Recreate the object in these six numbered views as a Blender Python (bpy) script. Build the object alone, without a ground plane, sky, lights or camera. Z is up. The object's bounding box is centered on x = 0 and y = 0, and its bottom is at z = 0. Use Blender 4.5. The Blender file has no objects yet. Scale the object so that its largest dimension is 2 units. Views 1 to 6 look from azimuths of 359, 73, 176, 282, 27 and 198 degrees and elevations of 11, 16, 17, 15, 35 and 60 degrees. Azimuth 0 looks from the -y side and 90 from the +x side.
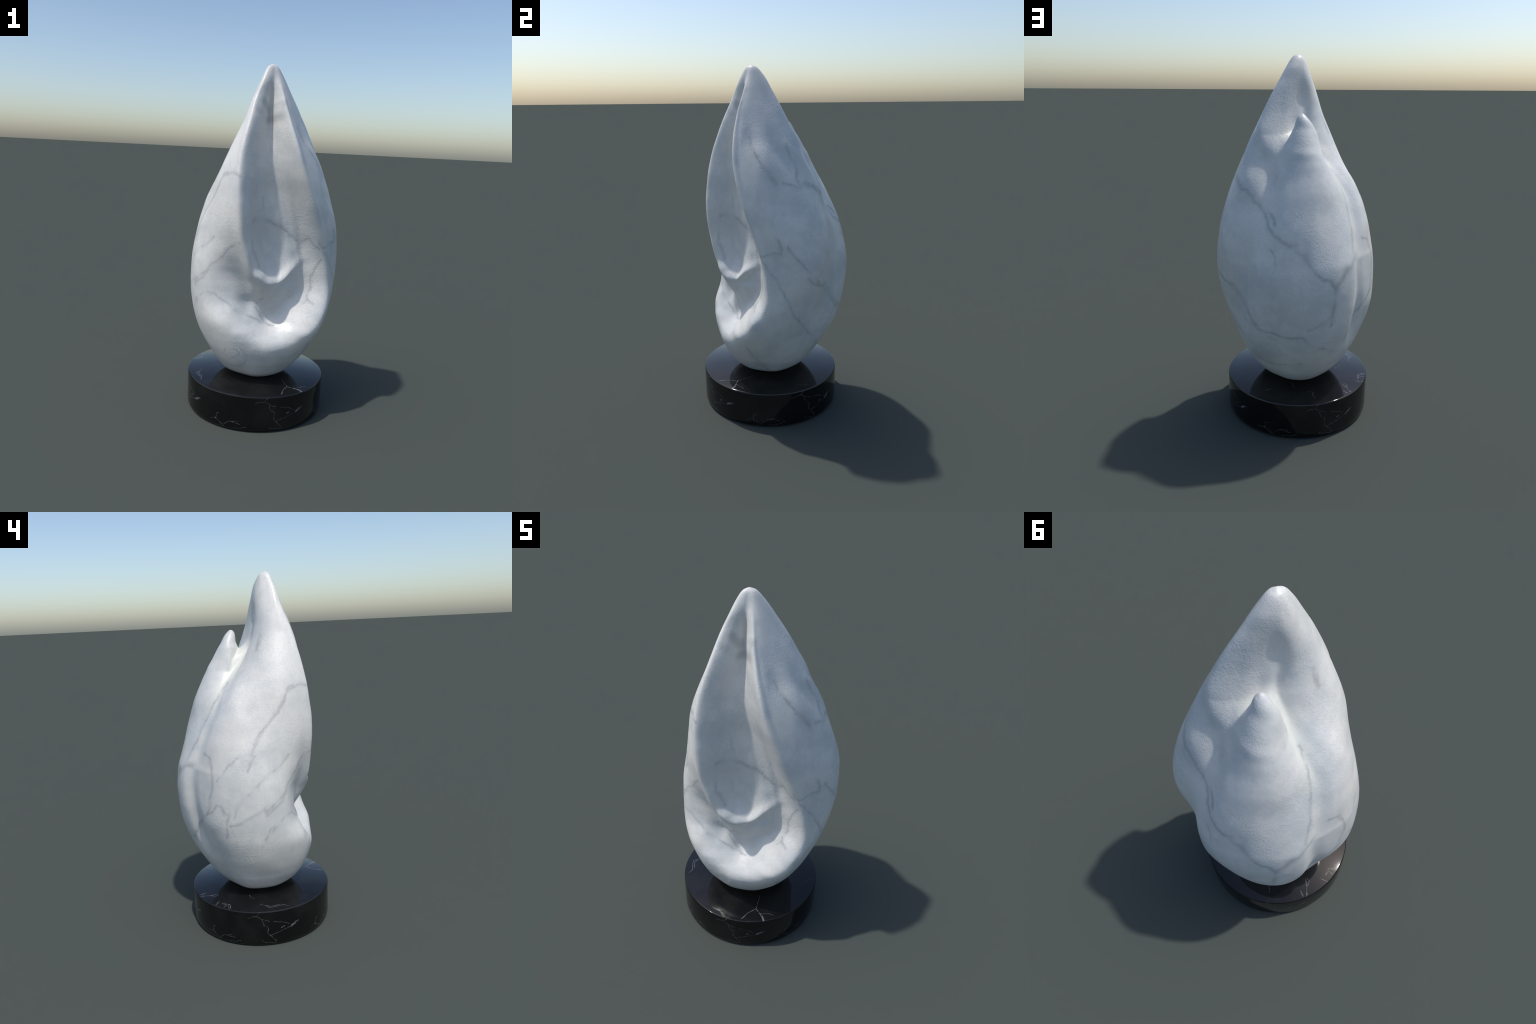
"""A white marble flame-shaped abstract sculpture on a round black marble base.

The flame is lofted: horizontal cross-sections around a curved spine.  Every
section carries the same runs of control points - the left wing, the scooped
front hollow between two rims, the right wing and the back - so that rims and
grooves run up the stone as continuous curves.  The loft is a smooth
(poly-harmonic) interpolation of those control radii.  A separate bud at the
back, with its own spine, is fused in and the join is softened.
"""
import bpy, bmesh, math
import numpy as np
from mathutils import Vector

# ------------------------------------------------------------------ helpers
def ease(x, xk, yk):
    """Monotone cubic through the knots (xk, yk)."""
    xk = np.asarray(xk, float); yk = np.asarray(yk, float)
    h = np.diff(xk); d = np.diff(yk) / h; m = np.zeros_like(yk)
    s = d[:-1] + d[1:]
    s = np.where(np.abs(s) < 1e-12, 1e-12, s)
    m[1:-1] = np.where(d[:-1] * d[1:] > 0, 2 * d[:-1] * d[1:] / s, 0)
    m[0] = d[0]; m[-1] = d[-1]
    x = np.clip(x, xk[0], xk[-1])
    i = np.clip(np.searchsorted(xk, x) - 1, 0, len(h) - 1)
    t = (x - xk[i]) / h[i]
    return ((2*t**3 - 3*t**2 + 1) * yk[i] + (t**3 - 2*t**2 + t) * h[i] * m[i]
            + (-2*t**3 + 3*t**2) * yk[i+1] + (t**3 - t**2) * h[i] * m[i+1])

# ------------------------------------------------- the flame: spine and envelope
BASE_CENTRE = (-0.020, -0.025)
BASE_RADIUS = 0.4115
BASE_HEIGHT = 0.2145

# plain teardrop envelope (height, radius) that the sections vary
ENVELOPE = [(.205, 0), (.212, .11), (.23, .17), (.27, .24), (.35, .31), (.5, .37),
            (.7, .40), (.9, .41), (1.1, .39), (1.3, .335), (1.5, .255), (1.7, .165),
            (1.85, .10), (1.95, .055), (1.985, .032), (2.0, 0)]
# spine of the flame (height, x, y): it leans to the front towards the tip
SPINE = [(.2, -.02, -.02), (.6, 0, 0), (1.0, 0, .03), (1.3, 0, .02), (1.5, 0, -.03),
         (1.67, -.005, -.085), (1.8, -.008, -.115), (1.9, -.008, -.122), (2.0, -.008, -.125)]

def envelope(z):
    return ease(np.asarray(z, float), [e[0] for e in ENVELOPE], [e[1] for e in ENVELOPE])

def spine(z):
    z = np.asarray(z, float); k = [s[0] for s in SPINE]
    return np.stack([ease(z, k, [s[1] for s in SPINE]), ease(z, k, [s[2] for s in SPINE])], -1)

# the two rims of the front hollow, from the tip downwards
LEFT_RIM = np.array([
    (-0.030, -0.150, 1.985), (-0.050, -0.185, 1.920), (-0.080, -0.210, 1.838), (-0.111, -0.272, 1.697),
    (-0.133, -0.307, 1.593), (-0.146, -0.336, 1.495), (-0.150, -0.357, 1.394), (-0.148, -0.369, 1.296),
    (-0.139, -0.375, 1.198), (-0.120, -0.366, 1.062), (-0.093, -0.355, 0.964), (-0.043, -0.335, 0.880),
    (0.005, -0.316, 0.832), (0.045, -0.287, 0.812)])
RIGHT_RIM = np.array([
    (0.020, -0.150, 1.940), (0.040, -0.175, 1.880), (0.058, -0.200, 1.836), (0.078, -0.235, 1.760),
    (0.095, -0.252, 1.704), (0.113, -0.266, 1.636), (0.137, -0.277, 1.566), (0.158, -0.282, 1.495),
    (0.182, -0.277, 1.413), (0.212, -0.268, 1.338), (0.241, -0.250, 1.260), (0.264, -0.236, 1.198),
    (0.292, -0.213, 1.116), (0.321, -0.183, 1.012), (0.343, -0.166, 0.910), (0.357, -0.165, 0.800),
    (0.357, -0.188, 0.710), (0.338, -0.239, 0.643), (0.300, -0.275, 0.570), (0.220, -0.312, 0.532)])
# the edge of the bud at the back, running down beside its deep groove
BUD_EDGE = np.array([
    (-0.090, 0.098, 1.600), (-0.125, 0.122, 1.516), (-0.155, 0.130, 1.440), (-0.188, 0.142, 1.375),
    (-0.228, 0.166, 1.293), (-0.243, 0.200, 1.215), (-0.256, 0.234, 1.147), (-0.261, 0.267, 1.085),
    (-0.264, 0.300, 1.020), (-0.258, 0.328, 0.985)])

def bearing_along(curve):
    """(heights, bearings in degrees about the spine), bottom to top."""
    a = spine(curve[:, 2])
    t = np.degrees(np.arctan2(curve[:, 1] - a[:, 1], curve[:, 0] - a[:, 0]))
    o = np.argsort(curve[:, 2])
    return curve[o, 2], t[o]

_zl, _tl = bearing_along(LEFT_RIM)
_zl, _tl = np.r_[.4, .78, _zl[_zl >= .95]], np.r_[-101, -100, _tl[_zl >= .95]]
_zr, _tr = bearing_along(RIGHT_RIM)
_zr, _tr = np.r_[.35, .6, _zr[_zr >= .75]], np.r_[-32, -29, _tr[_zr >= .75]]
_zb, _tb = bearing_along(BUD_EDGE)

def bearings(z):
    """Bearings of a section's control points: they follow the rims and the bud's edge."""
    L, R, B = ease(z, _zl, _tl), ease(z, _zr, _tr), ease(z, _zb, _tb)
    a, b, c, d = R + 22, B - 13, B + 20, L - 40 + 360
    cols = [L - 40, L - 22, L - 9, L] + [L + (R - L) * f for f in (.1, .22, .36, .5, .64, .78, .9)]
    cols += [R, R + 9, R + 22] + [a + (b - a) * i / 8 for i in range(1, 9)]
    cols += [B, B + 9, B + 20] + [c + (d - c) * i / 3 for i in (1, 2)]
    return np.stack(cols, -1)

SECTIONS = []
def section(z, left_wing, hollow, right_wing, back, groove, left_flank):
    """One cross-section: control radii in millimetres, anticlockwise from the left wing."""
    SECTIONS.append((z, left_wing + hollow + right_wing + back + groove + left_flank))

section(0.212, left_wing=[112, 111, 114, 118], hollow=[120, 121, 121, 120, 118, 117, 115], right_wing=[115, 115, 112],
        back=[106, 101, 99, 101, 107, 109, 107, 101], groove=[99, 99, 101], left_flank=[112, 112])
section(0.240, left_wing=[191, 188, 189, 195], hollow=[198, 197, 194, 193, 193, 190, 187], right_wing=[186, 187, 189],
        back=[181, 174, 172, 173, 183, 188, 186, 176], groove=[173, 173, 175], left_flank=[192, 189])
section(0.300, left_wing=[261, 263, 259, 261], hollow=[261, 257, 255, 255, 255, 253, 250], right_wing=[247, 246, 250],
        back=[248, 241, 238, 237, 251, 256, 259, 251], groove=[246, 244, 245], left_flank=[264, 256])
section(0.360, left_wing=[306, 310, 305, 299], hollow=[297, 296, 297, 298, 300, 299, 298], right_wing=[294, 289, 287],
        back=[283, 276, 275, 275, 288, 293, 302, 297], groove=[291, 289, 287], left_flank=[304, 299])
section(0.420, left_wing=[342, 342, 333, 326], hollow=[323, 325, 329, 332, 337, 339, 336], right_wing=[331, 322, 314],
        back=[307, 301, 305, 309, 317, 325, 337, 334], groove=[325, 322, 321], left_flank=[337, 338])
section(0.460, left_wing=[361, 359, 347, 337], hollow=[333, 333, 338, 347, 358, 363, 360], right_wing=[352, 342, 330],
        back=[321, 314, 323, 331, 335, 345, 358, 355], groove=[345, 340, 340], left_flank=[358, 361])
section(0.500, left_wing=[376, 373, 357, 340], hollow=[328, 320, 325, 344, 369, 384, 381], right_wing=[371, 360, 345],
        back=[332, 324, 337, 350, 351, 361, 376, 374], groove=[360, 350, 354], left_flank=[375, 380])
section(0.540, left_wing=[388, 383, 357, 327], hollow=[301, 282, 284, 317, 366, 398, 401], right_wing=[389, 376, 360],
        back=[344, 332, 349, 365, 364, 375, 391, 390], groove=[373, 355, 365], left_flank=[391, 395])
section(0.590, left_wing=[401, 384, 326, 285], hollow=[256, 229, 230, 264, 319, 384, 416], right_wing=[407, 392, 378],
        back=[360, 342, 359, 380, 379, 391, 405, 407], groove=[387, 359, 377], left_flank=[408, 410])
section(0.645, left_wing=[410, 366, 289, 260], hollow=[243, 226, 227, 242, 270, 334, 413], right_wing=[419, 406, 397],
        back=[378, 353, 367, 392, 393, 403, 415, 419], groove=[398, 368, 389], left_flank=[421, 420])
section(0.700, left_wing=[413, 338, 269, 259], hollow=[257, 248, 247, 243, 246, 287, 369], right_wing=[416, 416, 412],
        back=[393, 363, 370, 399, 403, 409, 420, 424], groove=[406, 377, 399], left_flank=[430, 427])
section(0.750, left_wing=[413, 331, 285, 286], hollow=[292, 282, 266, 261, 259, 269, 321], right_wing=[408, 417, 422],
        back=[405, 371, 370, 402, 408, 410, 420, 425], groove=[411, 383, 401], left_flank=[432, 431])
section(0.790, left_wing=[415, 333, 298, 310], hollow=[319, 307, 278, 273, 267, 269, 306], right_wing=[402, 415, 428],
        back=[414, 378, 369, 402, 411, 410, 418, 424], groove=[412, 385, 400], left_flank=[432, 433])
section(0.820, left_wing=[416, 337, 310, 328], hollow=[338, 318, 279, 273, 263, 269, 305], right_wing=[400, 413, 431],
        back=[421, 383, 368, 401, 411, 408, 416, 423], groove=[412, 385, 398], left_flank=[431, 434])
section(0.860, left_wing=[419, 349, 330, 356], hollow=[350, 299, 267, 271, 266, 270, 304], right_wing=[398, 411, 432],
        back=[428, 390, 366, 398, 410, 404, 411, 419], groove=[410, 383, 394], left_flank=[429, 434])
section(0.910, left_wing=[422, 372, 353, 377], hollow=[328, 276, 254, 265, 266, 271, 295], right_wing=[393, 408, 431],
        back=[436, 399, 363, 393, 406, 397, 403, 411], groove=[406, 379, 388], left_flank=[425, 433])
section(0.980, left_wing=[419, 397, 380, 395], hollow=[321, 269, 248, 251, 258, 267, 295], right_wing=[386, 402, 426],
        back=[437, 416, 361, 379, 394, 383, 388, 395], groove=[394, 369, 379], left_flank=[415, 425])
section(1.070, left_wing=[407, 407, 401, 411], hollow=[327, 267, 244, 238, 238, 252, 292], right_wing=[381, 394, 419],
        back=[425, 420, 357, 353, 374, 365, 361, 365], groove=[359, 346, 369], left_flank=[400, 408])
section(1.170, left_wing=[389, 404, 410, 420], hollow=[338, 276, 246, 237, 228, 244, 289], right_wing=[372, 384, 402],
        back=[405, 406, 348, 317, 345, 343, 329, 326], groove=[321, 320, 354], left_flank=[379, 382])
section(1.280, left_wing=[360, 390, 402, 416], hollow=[342, 275, 234, 218, 218, 242, 291], right_wing=[361, 368, 371],
        back=[369, 374, 321, 265, 296, 309, 296, 280], groove=[275, 278, 313], left_flank=[342, 345])
section(1.390, left_wing=[321, 362, 376, 388], hollow=[325, 261, 217, 200, 205, 235, 283], right_wing=[337, 338, 335],
        back=[331, 329, 319, 218, 240, 270, 276, 250], groove=[226, 207, 227], left_flank=[273, 295])
section(1.480, left_wing=[273, 316, 334, 345], hollow=[282, 225, 187, 173, 180, 211, 256], right_wing=[302, 298, 290],
        back=[294, 284, 304, 222, 201, 235, 257, 235], groove=[184, 141, 135], left_flank=[178, 228])
section(1.545, left_wing=[236, 277, 298, 310], hollow=[254, 199, 160, 145, 154, 187, 231], right_wing=[275, 265, 252],
        back=[259, 249, 278, 241, 179, 204, 228, 211], groove=[141, 97, 83], left_flank=[123, 182])
section(1.610, left_wing=[199, 234, 255, 266], hollow=[219, 167, 128, 111, 120, 155, 198], right_wing=[238, 228, 210],
        back=[218, 222, 244, 247, 155, 105, 95, 85], groove=[58, 45, 53], left_flank=[94, 147])
section(1.700, left_wing=[151, 178, 199, 204], hollow=[166, 124, 89, 73, 80, 113, 150], right_wing=[184, 175, 166],
        back=[169, 181, 200, 217, 142, 89, 73, 65], groove=[56, 53, 55], left_flank=[83, 116])
section(1.790, left_wing=[113, 129, 143, 145], hollow=[120, 90, 65, 54, 58, 81, 107], right_wing=[129, 125, 122],
        back=[124, 134, 151, 177, 137, 94, 67, 55], groove=[61, 65, 71], left_flank=[83, 97])
section(1.870, left_wing=[82, 92, 101, 100], hollow=[85, 68, 52, 46, 47, 58, 70], right_wing=[81, 81, 82],
        back=[86, 94, 108, 125, 110, 87, 72, 65], groove=[67, 69, 71], left_flank=[73, 77])
section(1.940, left_wing=[53, 59, 64, 62], hollow=[56, 48, 41, 36, 34, 35, 37], right_wing=[39, 42, 46],
        back=[51, 58, 67, 75, 74, 66, 58, 53], groove=[51, 50, 49], left_flank=[50, 51])
section(1.985, left_wing=[28, 29, 31, 32], hollow=[29, 26, 23, 20, 18, 18, 18], right_wing=[18, 20, 22],
        back=[25, 28, 32, 34, 35, 33, 31, 29], groove=[28, 27, 27], left_flank=[26, 26])

def spline(x, xk, yk):
    """Cubic through knots with parabolic tangents; x (m,), xk (n,), yk (n, ...)."""
    h = np.diff(xk); d = np.diff(yk, axis=0) / h.reshape(-1, *[1] * (yk.ndim - 1))
    hh = h.reshape(-1, *[1] * (yk.ndim - 1)); m = np.empty_like(yk)
    m[1:-1] = (hh[1:] * d[:-1] + hh[:-1] * d[1:]) / (hh[:-1] + hh[1:])
    m[0] = d[0]; m[-1] = d[-1]
    x = np.clip(x, xk[0], xk[-1])
    i = np.clip(np.searchsorted(xk, x) - 1, 0, len(h) - 1)
    s = (-1, *[1] * (yk.ndim - 1)); t = ((x - xk[i]) / h[i]).reshape(s); g = h[i].reshape(s)
    return ((2*t**3 - 3*t**2 + 1) * yk[i] + (t**3 - 2*t**2 + t) * g * m[i]
            + (-2*t**3 + 3*t**2) * yk[i+1] + (t**3 - t**2) * g * m[i+1])

def flame_surface(rows, cols):
    """Loft the sections into a closed grid of points (rows, cols, 3)."""
    zs = np.array([z for z, _ in SECTIONS])
    ratio = np.array([r for _, r in SECTIONS]) / 1000.0 / envelope(zs)[:, None]
    u = np.linspace(0, 1, rows)
    z = .2055 + (1.9995 - .2055) * (.55 * (.5 - .5 * np.cos(np.pi * u)) + .45 * u)
    k = spline(z, zs, ratio); th = bearings(z); ax = spine(z); env = envelope(z)
    out = np.empty((rows, cols, 3))
    for i in range(rows):
        knots = np.r_[th[i, -3:] - 360, th[i], th[i, :3] + 360]
        vals = np.r_[k[i, -3:], k[i], k[i, :3]]
        t = th[i, 0] + np.mod(np.linspace(-180, 180, cols, endpoint=False) - th[i, 0], 360)
        r = spline(t, knots, vals) * env[i]; t = np.radians(t)
        out[i] = np.c_[ax[i, 0] + r * np.cos(t), ax[i, 1] + r * np.sin(t), np.full(cols, z[i])]
    return out

def grid_into(bm, pts):
    rows, cols, _ = pts.shape
    v = [[bm.verts.new(p) for p in row] for row in pts.tolist()]
    for i in range(rows - 1):
        for j in range(cols):
            j2 = (j + 1) % cols
            bm.faces.new((v[i][j], v[i][j2], v[i + 1][j2], v[i + 1][j]))
    bm.faces.new(v[0][::-1]); bm.faces.new(v[-1])

# the lip that closes the tall hollow above the lower scoop: (x, height, how far it is rolled out)
LIP = [(-.060, .905, .002), (-.043, .880, .005), (-.027, .862, .004), (-.011, .846, .004), (.009, .828, .004),
       (.028, .818, .004), (.045, .813, .005), (.070, .818, .010), (.098, .836, .020), (.120, .855, .022),
       (.149, .885, .017), (.180, .908, .010), (.213, .923, .003), (.240, .930, .0)]

def roll_lip(pts):
    """Swell the stone along the lip: broad above it, tight below it."""
    x, y, z = pts[..., 0], pts[..., 1], pts[..., 2]
    lx = [p[0] for p in LIP]; e = .004
    zl = ease(x, lx, [p[1] for p in LIP])
    slope = (ease(x + e, lx, [p[1] for p in LIP]) - ease(x - e, lx, [p[1] for p in LIP])) / (2 * e)
    d = (z - zl) / np.sqrt(1 + slope ** 2)
    swell = ease(x, lx, [p[2] for p in LIP]) * np.exp(-np.where(d > 0, d / .030, d / .017) ** 2)
    swell *= (y < -.05) * np.clip((x + .075) / .03, 0, 1) * np.clip((.25 - x) / .03, 0, 1)
    ax = spine(z); out = pts[..., :2] - ax
    pts[..., :2] += out / np.linalg.norm(out, axis=-1, keepdims=True) * swell[..., None]

# gouge strokes that deepen the tall hollow beside its two rims: (height, x, depth)
LEFT_STROKE = [(.84, .020, .0), (.90, .008, .012), (1.0, -.018, .019), (1.2, -.050, .020), (1.4, -.068, .018),
               (1.55, -.055, .020), (1.66, -.036, .020), (1.80, -.012, .016), (1.90, .000, .0)]
RIGHT_STROKE = [(.94, .232, .0), (1.02, .224, .014), (1.12, .203, .015), (1.25, .168, .014), (1.40, .126, .012),
                (1.55, .090, .013), (1.70, .058, .014), (1.80, .040, .010), (1.88, .025, .0)]
# soft hand-sized dents (-) and swellings (+) on the lower front: (x, height, size, push)
THUMBS = [(-.085, .670, .060, -.006), (.160, .875, .030, .005), (-.300, .58, .08, .008)]

def scoop_front(pts):
    x, y, z = pts[..., 0], pts[..., 1], pts[..., 2]
    push = np.zeros_like(x)
    for stroke, width in ((LEFT_STROKE, .028), (RIGHT_STROKE, .034)):
        k = [s[0] for s in stroke]
        push -= ease(z, k, [s[2] for s in stroke]) * np.exp(-((x - ease(z, k, [s[1] for s in stroke])) / width) ** 2)
    for tx, tz, size, amount in THUMBS:
        push += amount * np.exp(-((x - tx) ** 2 + (z - tz) ** 2) / size ** 2)
    ax = spine(z); out = pts[..., :2] - ax
    push = push * np.clip((-.06 - y) / .04, 0, 1)
    pts[..., :2] += out / np.linalg.norm(out, axis=-1, keepdims=True) * push[..., None]

# the bud at the back grows out of the flame's own outline and tapers to a tip:
# (height, centre x, centre y, half width x, half depth y) above the shoulder
BUD_ROOTS = [(1.36, .014), (1.41, .007), (1.45, .003), (1.485, .001)]        # height, how deep under the skin
BUD = [(1.605, -.022, .099, .067, .057), (1.64, -.022, .093, .050, .040), (1.67, -.017, .086, .035, .031),
       (1.69, -.013, .081, .022, .021), (1.70, -.013, .079, .011, .011)]

def bud_surface(flame_pts, rows, cols):
    t = np.linspace(-np.pi, np.pi, cols, endpoint=False)
    heights = flame_pts[:, 0, 2]; cx0, cy0 = -.024, .112
    knots = []
    for h, sunk in BUD_ROOTS:
        i = int(np.searchsorted(heights, h)); f = (h - heights[i - 1]) / (heights[i] - heights[i - 1])
        ring = flame_pts[i - 1] * (1 - f) + flame_pts[i] * f
        d = ring[:, :2] - (cx0, cy0); ang = np.arctan2(d[:, 1], d[:, 0]); o = np.argsort(ang)
        r = np.interp(t, ang[o], np.hypot(*d[o].T), period=2 * np.pi)
        knots.append((h, cx0, cy0, np.minimum(r - sunk, .075 + .09 * np.clip(np.sin(t) + .6, 0, 1))))
    for h, cx, cy, rx, ry in BUD:
        knots.append((h, cx, cy, 1 / np.sqrt((np.cos(t) / rx) ** 2 + (np.sin(t) / ry) ** 2)))
    zk = np.array([k[0] for k in knots])
    z = zk[0] + (zk[-1] - zk[0]) * np.sin(np.linspace(0, np.pi / 2, rows))
    cx = ease(z, zk, [k[1] for k in knots]); cy = ease(z, zk, [k[2] for k in knots])
    r = np.stack([ease(z, zk, [k[3][j] for k in knots]) for j in range(cols)], 1)
    out = np.stack([cx[:, None] + r * np.cos(t), cy[:, None] + r * np.sin(t), np.repeat(z[:, None], cols, 1)], -1)
    cap = out[-1:].copy(); cap[..., :2] = out[-1].mean(0)[:2] + (out[-1][:, :2] - out[-1].mean(0)[:2]) * .55
    cap[..., 2] += .004
    return np.concatenate([out, cap])

def mesh_object(name, bm, parent=None):
    me = bpy.data.meshes.new(name)
    bmesh.ops.recalc_face_normals(bm, faces=bm.faces[:])
    bm.to_mesh(me); bm.free()
    ob = bpy.data.objects.new(name, me)
    bpy.context.scene.collection.objects.link(ob)
    if parent: ob.parent = parent
    return ob

def apply_modifiers(ob):
    dg = bpy.context.evaluated_depsgraph_get()
    me = bpy.data.meshes.new_from_object(ob.evaluated_get(dg))
    ob.modifiers.clear(); ob.data = me; me.name = ob.name

# ------------------------------------------------------------------ build
sculpture = bpy.data.objects.new("flame_sculpture", None)
bpy.context.scene.collection.objects.link(sculpture)
sculpture["label"] = "white veined marble flame-shaped abstract sculpture on round black base"
sculpture["category"] = "sculpture"

bm = bmesh.new()
flame_pts = flame_surface(300, 360)
scoop_front(flame_pts)
roll_lip(flame_pts)
grid_into(bm, flame_pts)
flame = mesh_object("flame", bm, sculpture)
bm = bmesh.new()
grid_into(bm, bud_surface(flame_pts, 60, 96))
bud = mesh_object("bud", bm)

union = flame.modifiers.new("fuse", 'BOOLEAN')
union.operation = 'UNION'; union.object = bud; union.solver = 'EXACT'
rem = flame.modifiers.new("remesh", 'REMESH')
rem.mode = 'VOXEL'; rem.voxel_size = .0042; rem.adaptivity = 0
apply_modifiers(flame)
bpy.data.objects.remove(bud)

# soften: lightly all over, more where the bud grows out of the flame
me = flame.data
co = np.empty(len(me.vertices) * 3); me.vertices.foreach_get("co", co); co = co.reshape(-1, 3)
near = np.exp(-(((co[:, 0] + .02) / .18) ** 4 + ((co[:, 1] - .24) / .12) ** 4 + ((co[:, 2] - 1.485) / .085) ** 4))
def blob(c, r):
    return np.exp(-sum(((co[:, i] - c[i]) / r[i]) ** 4 for i in range(3)))
# broad faces worked smooth: the bud's back, the right shoulder and the dip under the main tip
near = np.maximum.reduce([near, blob((-.015, .38, 1.25), (.135, .24, .27)), blob((.31, .14, 1.36), (.09, .13, .24)),
                          blob((-.02, -.03, 1.76), (.08, .055, .13)) * .7, blob((-.40, .10, .80), (.10, .12, .14)) * .5])
g = flame.vertex_groups.new(name="join")
for i in np.where(near > .05)[0]: g.add([int(i)], float(min(1, near[i] * 1.5)), 'REPLACE')
s = flame.modifiers.new("soft_join", 'SMOOTH'); s.factor = .5; s.iterations = 150; s.vertex_group = "join"
s = flame.modifiers.new("soft", 'SMOOTH'); s.factor = .5; s.iterations = 2
apply_modifiers(flame)
flame.vertex_groups.clear()
flame.data.shade_smooth()

# round base: a turned disc with a fine chamfer top and bottom
PROFILE = [(0, 0), (BASE_RADIUS - .023, 0), (BASE_RADIUS - .0105, .0035), (BASE_RADIUS - .0035, .012),
           (BASE_RADIUS - .0005, .024), (BASE_RADIUS, .04), (BASE_RADIUS, BASE_HEIGHT - .011),
           (BASE_RADIUS - .0009, BASE_HEIGHT - .006), (BASE_RADIUS - .0033, BASE_HEIGHT - .002),
           (BASE_RADIUS - .0075, BASE_HEIGHT), (0, BASE_HEIGHT)]
bm = bmesh.new(); seg = 256; rings = []
for r, z in PROFILE:
    if r == 0: rings.append([bm.verts.new((0, 0, z))])
    else: rings.append([bm.verts.new((r * math.cos(2 * math.pi * i / seg), r * math.sin(2 * math.pi * i / seg), z)) for i in range(seg)])
for a, b in zip(rings[:-1], rings[1:]):
    for i in range(seg):
        j = (i + 1) % seg
        if len(a) == 1: bm.faces.new((a[0], b[i], b[j]))
        elif len(b) == 1: bm.faces.new((a[i], a[j], b[0]))
        else: bm.faces.new((a[i], a[j], b[j], b[i]))
base = mesh_object("round_base", bm, sculpture)
base.location = (BASE_CENTRE[0], BASE_CENTRE[1], 0)
base.data.shade_smooth()
base.data.set_sharp_from_angle(angle=math.radians(30))

# ------------------------------------------------------------------ materials
class Nodes:
    """Small helper for wiring node trees."""
    def __init__(self, name):
        self.mat = bpy.data.materials.new(name); self.mat.use_nodes = True
        self.t = self.mat.node_tree; self.t.nodes.clear()
        self.out = self.t.nodes.new("ShaderNodeOutputMaterial")
        self.bsdf = self.t.nodes.new("ShaderNodeBsdfPrincipled")
        self.t.links.new(self.bsdf.outputs[0], self.out.inputs[0])
        self.coord = self.t.nodes.new("ShaderNodeTexCoord").outputs["Object"]
    def put(self, sock, v):
        if isinstance(v, bpy.types.NodeSocket): self.t.links.new(v, sock)
        else: sock.default_value = v
    def math(self, op, a, b=0.0, clamp=False):
        n = self.t.nodes.new("ShaderNodeMath"); n.operation = op; n.use_clamp = clamp
        self.put(n.inputs[0], a); self.put(n.inputs[1], b); return n.outputs[0]
    def vec(self, op, a, b=None, scale=None):
        n = self.t.nodes.new("ShaderNodeVectorMath"); n.operation = op
        self.put(n.inputs[0], a)
        if b is not None: self.put(n.inputs[1], b)
        if scale is not None: self.put(n.inputs["Scale"], scale)
        return n.outputs["Value"] if op in ('DOT_PRODUCT', 'DISTANCE', 'LENGTH') else n.outputs["Vector"]
    def noise(self, scale, detail=2.0, rough=.5, vec=None, distortion=0.0, color=False):
        n = self.t.nodes.new("ShaderNodeTexNoise")
        n.inputs["Scale"].default_value = scale; n.inputs["Detail"].default_value = detail
        n.inputs["Roughness"].default_value = rough; n.inputs["Distortion"].default_value = distortion
        self.put(n.inputs["Vector"], self.coord if vec is None else vec)
        return n.outputs["Color" if color else "Fac"]
    def remap(self, v, a, b, c=0.0, d=1.0, smooth=True):
        n = self.t.nodes.new("ShaderNodeMapRange"); n.interpolation_type = 'SMOOTHSTEP' if smooth else 'LINEAR'
        self.put(n.inputs[0], v)
        for i, q in enumerate((a, b, c, d)): self.put(n.inputs[i + 1], q)
        return n.outputs[0]
    def mix(self, f, a, b):
        n = self.t.nodes.new("ShaderNodeMix"); n.data_type = 'RGBA'
        self.put(n.inputs[0], f)
        self.put(n.inputs[6], a if isinstance(a, bpy.types.NodeSocket) else (*a, 1))
        self.put(n.inputs[7], b if isinstance(b, bpy.types.NodeSocket) else (*b, 1))
        return n.outputs[2]
    def wander(self, amount, scale, detail=3.0):
        """Object coordinates pushed about by noise, for wavering lines."""
        c = self.vec('SUBTRACT', self.noise(scale, detail, .55, color=True), (.5, .5, .5))
        return self.vec('ADD', self.coord, self.vec('SCALE', c, scale=amount))
    def vein_field(self, p, paths):
        """Least distance to any of the vein paths, in units of their local half width."""
        best = 99.0
        for width, pts in paths:
            for a, b in zip(pts[:-1], pts[1:]):
                A, B = Vector(a), Vector(b); ba = B - A
                n = self.t.nodes.new("ShaderNodeGroup"); n.node_tree = VEIN_SEGMENT
                for i, q in enumerate((p, best, tuple(A), tuple(ba), tuple(ba / ba.length_squared), width)):
                    self.put(n.inputs[i], q)
                best = n.outputs[0]
        return best

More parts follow.
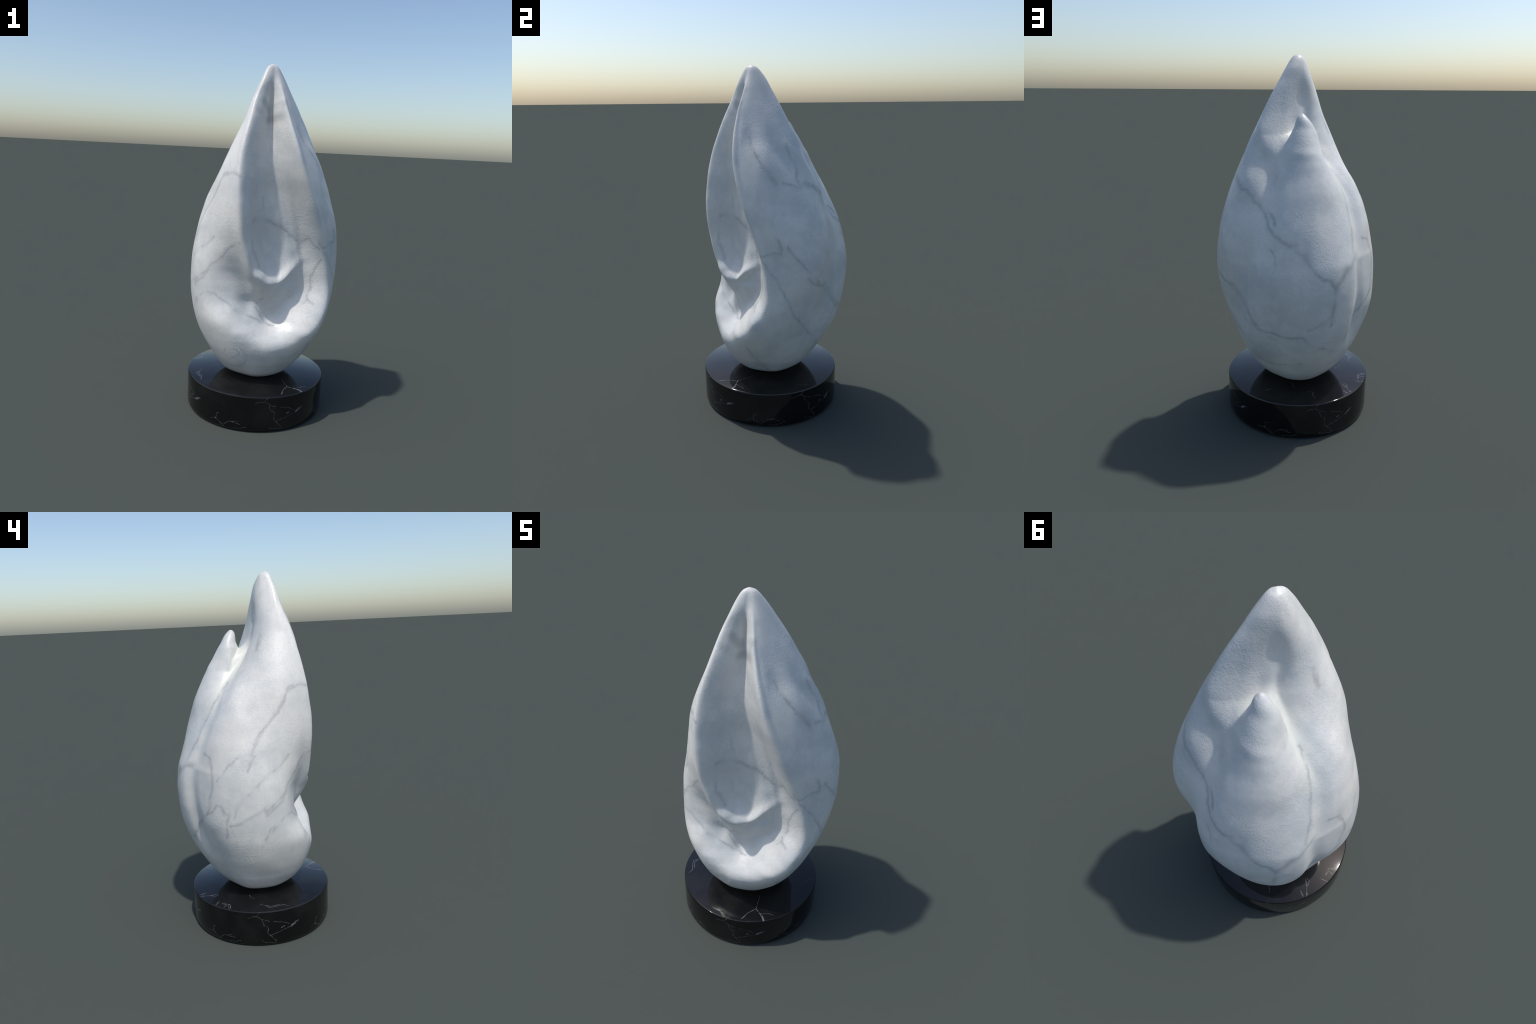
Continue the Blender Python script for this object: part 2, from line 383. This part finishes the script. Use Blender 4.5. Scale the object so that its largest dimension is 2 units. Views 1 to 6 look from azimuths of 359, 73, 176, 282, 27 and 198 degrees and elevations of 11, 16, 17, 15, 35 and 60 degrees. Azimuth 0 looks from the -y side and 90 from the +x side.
def vein_segment_group():
    """Node group: distance of a point from one straight piece of vein, kept if it is the least so far."""
    t = bpy.data.node_groups.new("vein_segment", "ShaderNodeTree")
    for name, kind in (("Point", "Vector"), ("Least", "Float"), ("Start", "Vector"), ("Run", "Vector"),
                       ("Run Inverse", "Vector"), ("Half Width", "Float")):
        t.interface.new_socket(name, in_out='INPUT', socket_type="NodeSocket" + kind)
    t.interface.new_socket("Least", in_out='OUTPUT', socket_type="NodeSocketFloat")
    n = Nodes.__new__(Nodes); n.t = t
    i = t.nodes.new("NodeGroupInput").outputs; o = t.nodes.new("NodeGroupOutput")
    pa = n.vec('SUBTRACT', i[0], i[2])
    h = n.math('MAXIMUM', n.math('MINIMUM', n.vec('DOT_PRODUCT', pa, i[4]), 1.0), 0.0)
    d = n.math('DIVIDE', n.vec('DISTANCE', pa, n.vec('SCALE', i[3], scale=h)), i[5])
    t.links.new(n.math('MINIMUM', d, i[1]), o.inputs[0])
    return t

VEIN_SEGMENT = vein_segment_group()

# veins of the white stone: half width in metres and a path over the surface
VEINS, SMUDGES, PALE, SIDE, TOP = [], [], [], [], []
def vein(width, *path): VEINS.append((width, path))
def smudge(width, *path): SMUDGES.append((width, path))
def pale_run(width, *path): PALE.append((width, path))
def side_vein(mm, *path):
    SIDE.append((mm / 1000, [(math.radians(d) * BASE_RADIUS, h, 0) for d, h in path]))
def top_vein(mm, *path): TOP.append((mm / 1000, [(x, y, 0) for x, y in path]))

vein(0.0035, (-0.155, -0.355, 1.401), (-0.176, -0.342, 1.417), (-0.204, -0.303, 1.417), (-0.260, -0.250, 1.377), (-0.291, -0.214, 1.290), (-0.363, -0.106, 1.161), (-0.392, -0.087, 1.083))
vein(0.0040, (-0.139, -0.361, 1.050), (-0.181, -0.318, 1.026), (-0.212, -0.303, 1.001), (-0.228, -0.291, 0.966), (-0.306, -0.248, 0.896), (-0.320, -0.242, 0.865), (-0.357, -0.217, 0.835), (-0.399, -0.153, 0.780))
vein(0.0030, (-0.312, -0.248, 0.863), (-0.356, -0.219, 0.814), (-0.398, -0.154, 0.769))
vein(0.0045, (-0.071, -0.306, 1.165), (-0.029, -0.257, 1.175), (0.021, -0.219, 1.155), (0.111, -0.179, 1.107), (0.170, -0.169, 1.050), (0.196, -0.164, 1.040), (0.240, -0.180, 1.064), (0.264, -0.179, 1.034), (0.309, -0.182, 1.006))
vein(0.0050, (-0.075, -0.321, 1.049), (-0.066, -0.319, 1.008), (-0.027, -0.298, 0.917))
vein(0.0030, (-0.032, -0.248, 1.299), (-0.015, -0.237, 1.229))
vein(0.0035, (0.319, -0.169, 0.940), (0.265, -0.154, 0.844), (0.273, -0.163, 0.771), (0.255, -0.181, 0.729), (0.259, -0.195, 0.710), (0.284, -0.211, 0.690))
vein(0.0030, (0.255, -0.192, 0.713), (0.231, -0.202, 0.688))
vein(0.0040, (-0.153, -0.289, 0.661), (-0.065, -0.274, 0.616), (0.024, -0.242, 0.573), (0.067, -0.245, 0.568))
vein(0.0040, (-0.006, -0.261, 0.723), (-0.030, -0.247, 0.696), (-0.035, -0.246, 0.665), (0.009, -0.241, 0.583))
vein(0.0030, (-0.396, -0.138, 0.623), (-0.387, -0.170, 0.679), (-0.353, -0.226, 0.726), (-0.315, -0.254, 0.745), (-0.278, -0.267, 0.745), (-0.182, -0.289, 0.678))
vein(0.0018, (-0.215, -0.263, 0.389), (-0.193, -0.303, 0.436), (-0.164, -0.323, 0.452), (-0.135, -0.325, 0.440), (-0.123, -0.319, 0.415), (-0.141, -0.304, 0.389), (-0.177, -0.277, 0.369), (-0.215, -0.263, 0.389))
vein(0.0018, (-0.114, -0.333, 0.451), (-0.084, -0.325, 0.412), (-0.075, -0.314, 0.377), (-0.096, -0.291, 0.340), (-0.132, -0.267, 0.321), (-0.169, -0.253, 0.325))
vein(0.0050, (0.164, -0.186, 1.622), (0.197, -0.185, 1.564), (0.264, -0.147, 1.483))
vein(0.0080, (0.264, -0.147, 1.483), (0.316, -0.091, 1.395))
vein(0.0045, (0.324, -0.055, 1.394), (0.339, 0.038, 1.368), (0.323, 0.062, 1.391), (0.327, 0.089, 1.370), (0.312, 0.120, 1.377), (0.291, 0.166, 1.337), (0.153, 0.273, 1.230), (0.138, 0.320, 1.187))
vein(0.0040, (0.245, -0.014, 1.576), (0.293, 0.029, 1.466), (0.317, 0.028, 1.409), (0.337, 0.039, 1.371))
vein(0.0040, (0.303, -0.192, 1.044), (0.331, -0.181, 1.015), (0.374, -0.122, 1.037), (0.396, -0.094, 1.032), (0.398, -0.091, 1.067), (0.391, -0.103, 1.114))
vein(0.0040, (0.414, -0.055, 1.074), (0.419, -0.042, 1.044), (0.435, 0.020, 0.980), (0.421, 0.106, 0.878), (0.333, 0.190, 0.792), (0.226, 0.324, 0.646))
vein(0.0050, (0.435, 0.053, 0.895), (0.429, 0.078, 0.873))
vein(0.0030, (0.333, -0.173, 0.987), (0.367, -0.142, 0.937), (0.401, -0.089, 0.842), (0.418, -0.059, 0.773), (0.408, -0.023, 0.691), (0.383, 0.020, 0.638), (0.236, 0.186, 0.428))
vein(0.0030, (0.277, -0.253, 0.478), (0.247, -0.200, 0.393), (0.191, -0.103, 0.272))
vein(0.0050, (0.322, 0.068, 1.393), (0.316, 0.126, 1.363), (0.303, 0.158, 1.335), (0.268, 0.183, 1.333), (0.231, 0.214, 1.274), (0.181, 0.250, 1.230))
vein(0.0060, (0.178, 0.255, 1.227), (0.170, 0.289, 1.179), (0.148, 0.338, 1.140), (0.113, 0.373, 1.114), (0.076, 0.387, 1.101), (0.046, 0.388, 1.104), (0.027, 0.397, 1.062), (-0.001, 0.398, 1.052), (-0.013, 0.405, 1.015), (-0.041, 0.412, 0.984), (-0.104, 0.416, 0.925), (-0.130, 0.411, 0.923), (-0.158, 0.408, 0.875))
vein(0.0050, (-0.158, 0.408, 0.875), (-0.143, 0.405, 0.681))
vein(0.0090, (-0.158, 0.408, 0.875), (-0.220, 0.365, 0.965), (-0.259, 0.327, 0.979))
vein(0.0035, (-0.146, 0.410, 0.739), (-0.079, 0.417, 0.681), (-0.029, 0.414, 0.660))
vein(0.0040, (0.429, 0.084, 0.868), (0.397, 0.134, 0.841), (0.349, 0.185, 0.830), (0.293, 0.237, 0.755), (0.264, 0.278, 0.671), (0.232, 0.313, 0.635), (0.187, 0.344, 0.626))
vein(0.0045, (0.187, 0.344, 0.626), (0.084, 0.381, 0.609), (0.001, 0.398, 0.607), (-0.022, 0.396, 0.588))
vein(0.0050, (0.161, 0.343, 0.593), (0.135, 0.352, 0.585))
vein(0.0035, (-0.089, 0.375, 0.536), (-0.109, 0.373, 0.534), (-0.171, 0.331, 0.504), (-0.151, 0.330, 0.482))
vein(0.0025, (0.223, 0.191, 0.417), (0.182, 0.202, 0.383), (0.089, 0.284, 0.404), (-0.010, 0.322, 0.425))
vein(0.0020, (0.161, 0.354, 1.074), (0.138, 0.381, 1.043), (0.139, 0.399, 0.970))
vein(0.0040, (-0.151, 0.079, 1.434), (-0.196, 0.114, 1.371), (-0.231, 0.159, 1.295), (-0.260, 0.233, 1.148), (-0.261, 0.300, 1.030))
vein(0.0040, (-0.331, 0.181, 1.080), (-0.365, 0.144, 1.061), (-0.395, 0.125, 0.972), (-0.401, 0.131, 0.911), (-0.391, 0.156, 0.794), (-0.375, 0.177, 0.752), (-0.276, 0.257, 0.661), (-0.264, 0.276, 0.610), (-0.237, 0.307, 0.570))
vein(0.0040, (-0.375, 0.177, 0.752), (-0.400, 0.140, 0.776), (-0.415, 0.109, 0.814), (-0.428, 0.075, 0.809), (-0.428, 0.070, 0.777), (-0.433, 0.045, 0.773), (-0.414, 0.061, 0.640))
vein(0.0030, (-0.434, 0.015, 0.749), (-0.434, -0.009, 0.820), (-0.403, -0.123, 0.936), (-0.286, -0.262, 1.056))
vein(0.0040, (-0.432, 0.032, 0.705), (-0.426, -0.065, 0.752), (-0.399, -0.149, 0.797), (-0.396, -0.154, 0.768), (-0.378, -0.193, 0.790), (-0.344, -0.229, 0.822), (-0.312, -0.246, 0.868))
vein(0.0030, (-0.391, -0.119, 0.585), (-0.378, -0.189, 0.684), (-0.352, -0.227, 0.725), (-0.282, -0.266, 0.740))
vein(0.0040, (-0.225, -0.285, 1.416), (-0.248, -0.261, 1.397), (-0.280, -0.230, 1.317), (-0.346, -0.130, 1.191), (-0.389, -0.080, 1.087), (-0.385, -0.105, 1.073), (-0.398, -0.080, 1.050), (-0.410, -0.064, 1.006))
vein(0.0030, (-0.402, -0.016, 1.077), (-0.410, 0.039, 1.032), (-0.412, 0.098, 0.950))
vein(0.0080, (-0.148, -0.107, 1.668), (-0.179, -0.099, 1.598))

# grey smudges inside the top of the hollow
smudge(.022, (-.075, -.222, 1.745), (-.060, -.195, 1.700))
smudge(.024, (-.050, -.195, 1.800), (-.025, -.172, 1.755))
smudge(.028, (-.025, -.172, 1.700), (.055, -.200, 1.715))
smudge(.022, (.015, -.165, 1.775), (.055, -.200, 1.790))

# pale honey-green tint down in the groove beside the bud
pale_run(.040, (.060, .060, 1.585), (-.030, .025, 1.585), (-.085, .040, 1.520), (-.140, .072, 1.450),
         (-.190, .110, 1.380), (-.228, .160, 1.290))

# side of the base: the figure repeats every quarter turn; (degrees into the quarter, height, half width mm)
side_vein(0.95, (53, .041), (58.8, .051), (62.5, .032), (66, .019))
side_vein(0.95, (54.5, .010), (55.3, .004), (66, .016))
side_vein(0.95, (58.8, .043), (59.8, .082), (61.6, .084))
side_vein(0.95, (66, .027), (70.2, .050), (77.5, .062))
side_vein(0.95, (72.3, .055), (79.7, .043))
side_vein(0.95, (71.5, .017), (79.8, .020), (84.3, .032))
side_vein(0.95, (10.4, .212), (7.6, .188), (2.7, .181), (0.6, .172))
side_vein(0.95, (7.6, .188), (11.7, .168), (17, .154))
side_vein(0.95, (11.3, .161), (13.1, .130), (15.7, .121), (15.5, .082), (17.8, .065), (21.8, .031), (21.4, .019), (11.8, .028), (12.2, .038))
side_vein(0.95, (17.7, .067), (23, .079), (28.7, .091), (34.1, .102))
side_vein(6.5, (34.8, .104), (38.3, .118))
side_vein(2.0, (38.3, .118), (41.5, .126))
side_vein(0.9, (20, .150), (27, .140), (33, .118))
side_vein(3.5, (28.5, .111), (26.5, .106))

# top of the base, metres from its centre
top_vein(1.6, (-.376, .136), (-.354, .121), (-.341, .156))
top_vein(1.6, (-.337, -.093), (-.352, -.115), (-.339, -.147), (-.314, -.184), (-.317, -.217))
top_vein(1.2, (.157, -.157), (.169, -.213), (.183, -.260))
top_vein(2.5, (.183, -.260), (.221, -.276), (.243, -.295))
top_vein(6.5, (.243, -.290), (.262, -.312))
top_vein(1.5, (.183, -.260), (.162, -.299), (.146, -.365))
top_vein(1.4, (.226, -.276), (.262, -.258), (.294, -.248))
top_vein(1.0, (.328, .049), (.367, .133))
top_vein(1.8, (-.348, .117), (-.392, .104))
top_vein(1.8, (-.359, .187), (-.315, .177))
top_vein(2.0, (-.341, .148), (-.344, .110), (-.385, .096))
top_vein(1.7, (-.244, .204), (-.261, .213), (-.257, .254), (-.274, .295))
top_vein(3.0, (-.254, .308), (-.230, .283))
top_vein(1.6, (-.269, .304), (-.262, .268), (-.235, .206))
top_vein(1.4, (.049, .166), (.040, .222))
top_vein(1.4, (-.037, .274), (-.061, .289), (-.050, .315), (-.067, .348))
top_vein(1.2, (.207, .253), (.170, .235))
top_vein(1.5, (-.223, .022), (-.251, .008), (-.264, -.017))
top_vein(1.2, (-.324, -.061), (-.339, -.122), (-.312, -.168))


def white_marble():
    n = Nodes("white_marble")
    cloud = n.remap(n.noise(6.0, 6, .66), .34, .62)
    tone = n.mix(cloud, (.565, .578, .570), (.698, .688, .655))
    warm = n.remap(n.noise(2.6, 4, .55, vec=n.vec('ADD', n.coord, (3.1, 7.7, 1.3))), .48, .72)
    tone = n.mix(n.math('MULTIPLY', warm, .55), tone, (.68, .655, .60))
    streak = n.remap(n.noise(3.0, 4, .6, vec=n.vec('MULTIPLY', n.wander(.25, 2.5), (4.0, 4.0, 1.1))), .52, .72)
    tone = n.mix(n.math('MULTIPLY', streak, .22), tone, (.525, .540, .545))
    fleck = n.remap(n.noise(85, 3, .7), .40, .68)
    tone = n.mix(n.math('MULTIPLY', fleck, .26), tone, (.51, .525, .53))
    g = n.vein_field(n.wander(.03, 7, 3), PALE)
    tone = n.mix(n.math('MULTIPLY', n.remap(g, .1, 1.5, 1.0, 0.0), .42), tone, (.67, .69, .60))
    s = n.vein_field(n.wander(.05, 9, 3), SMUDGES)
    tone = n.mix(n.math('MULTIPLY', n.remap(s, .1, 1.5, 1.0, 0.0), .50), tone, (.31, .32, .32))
    d = n.vein_field(n.wander(.036, 17, 4), [(w * 1.35, q) for w, q in VEINS])
    strength = n.remap(n.noise(11, 3, .6), .34, .62, .35, 1.0)
    core = n.math('MULTIPLY', n.remap(d, .1, 2.1, 1.0, 0.0), strength)
    halo = n.math('MULTIPLY', n.remap(d, .6, 4.5, 1.0, 0.0), .24)
    tone = n.mix(halo, tone, (.42, .44, .455))
    tone = n.mix(n.math('MULTIPLY', core, .44), tone, (.225, .235, .235))
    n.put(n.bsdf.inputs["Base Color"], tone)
    n.put(n.bsdf.inputs["Roughness"], n.remap(n.noise(14, 3, .6), .3, .7, .32, .48))
    bump = n.t.nodes.new("ShaderNodeBump")
    bump.inputs["Strength"].default_value = .30; bump.inputs["Distance"].default_value = .004
    rough_zone = n.remap(n.noise(3.5, 2, .5, vec=n.vec('ADD', n.coord, (9.0, 2.0, 5.0))), .40, .62, .25, 1.0)
    grain = n.math('MULTIPLY', n.math('ADD', n.noise(150, 2, .5), n.math('MULTIPLY', n.noise(60, 2, .5), .7)), rough_zone)
    n.put(bump.inputs["Height"], grain)
    n.t.links.new(bump.outputs[0], n.bsdf.inputs["Normal"])
    return n.mat

def black_marble():
    n = Nodes("black_marble")
    tone = n.mix(n.remap(n.noise(7, 4, .6), .42, .7), (.0035, .0035, .0036), (.0085, .0082, .0080))
    sep = n.t.nodes.new("ShaderNodeSeparateXYZ"); n.put(sep.inputs[0], n.coord)
    x, y, z = sep.outputs
    quarter = n.math('MULTIPLY', n.math('FLOORED_MODULO', n.math('ARCTAN2', y, x), math.pi / 2), BASE_RADIUS)
    def flat(a, b):
        c = n.t.nodes.new("ShaderNodeCombineXYZ"); n.put(c.inputs[0], a); n.put(c.inputs[1], b)
        w = n.vec('SUBTRACT', n.noise(30, 3, .6, color=True), (.5, .5, .5))
        return n.vec('ADD', c.outputs[0], n.vec('MULTIPLY', w, (.016, .016, 0)))
    on_top = n.math('GREATER_THAN', z, BASE_HEIGHT - .004)
    d = n.math('ADD', n.math('MULTIPLY', n.vein_field(flat(x, y), TOP), on_top),
               n.math('MULTIPLY', n.vein_field(flat(quarter, z), SIDE), n.math('SUBTRACT', 1.0, on_top)))
    patchy = n.remap(n.noise(55, 3, .65), .38, .60, .25, 1.0)
    vein_mask = n.math('MULTIPLY', n.remap(d, .25, 1.25, 1.0, 0.0), patchy)
    tone = n.mix(n.math('MULTIPLY', vein_mask, .80), tone, (.20, .20, .21))
    n.put(n.bsdf.inputs["Base Color"], tone)
    n.bsdf.inputs["Roughness"].default_value = .055
    n.bsdf.inputs["IOR"].default_value = 1.50
    return n.mat

flame.data.materials.clear(); flame.data.materials.append(white_marble())
base.data.materials.clear(); base.data.materials.append(black_marble())
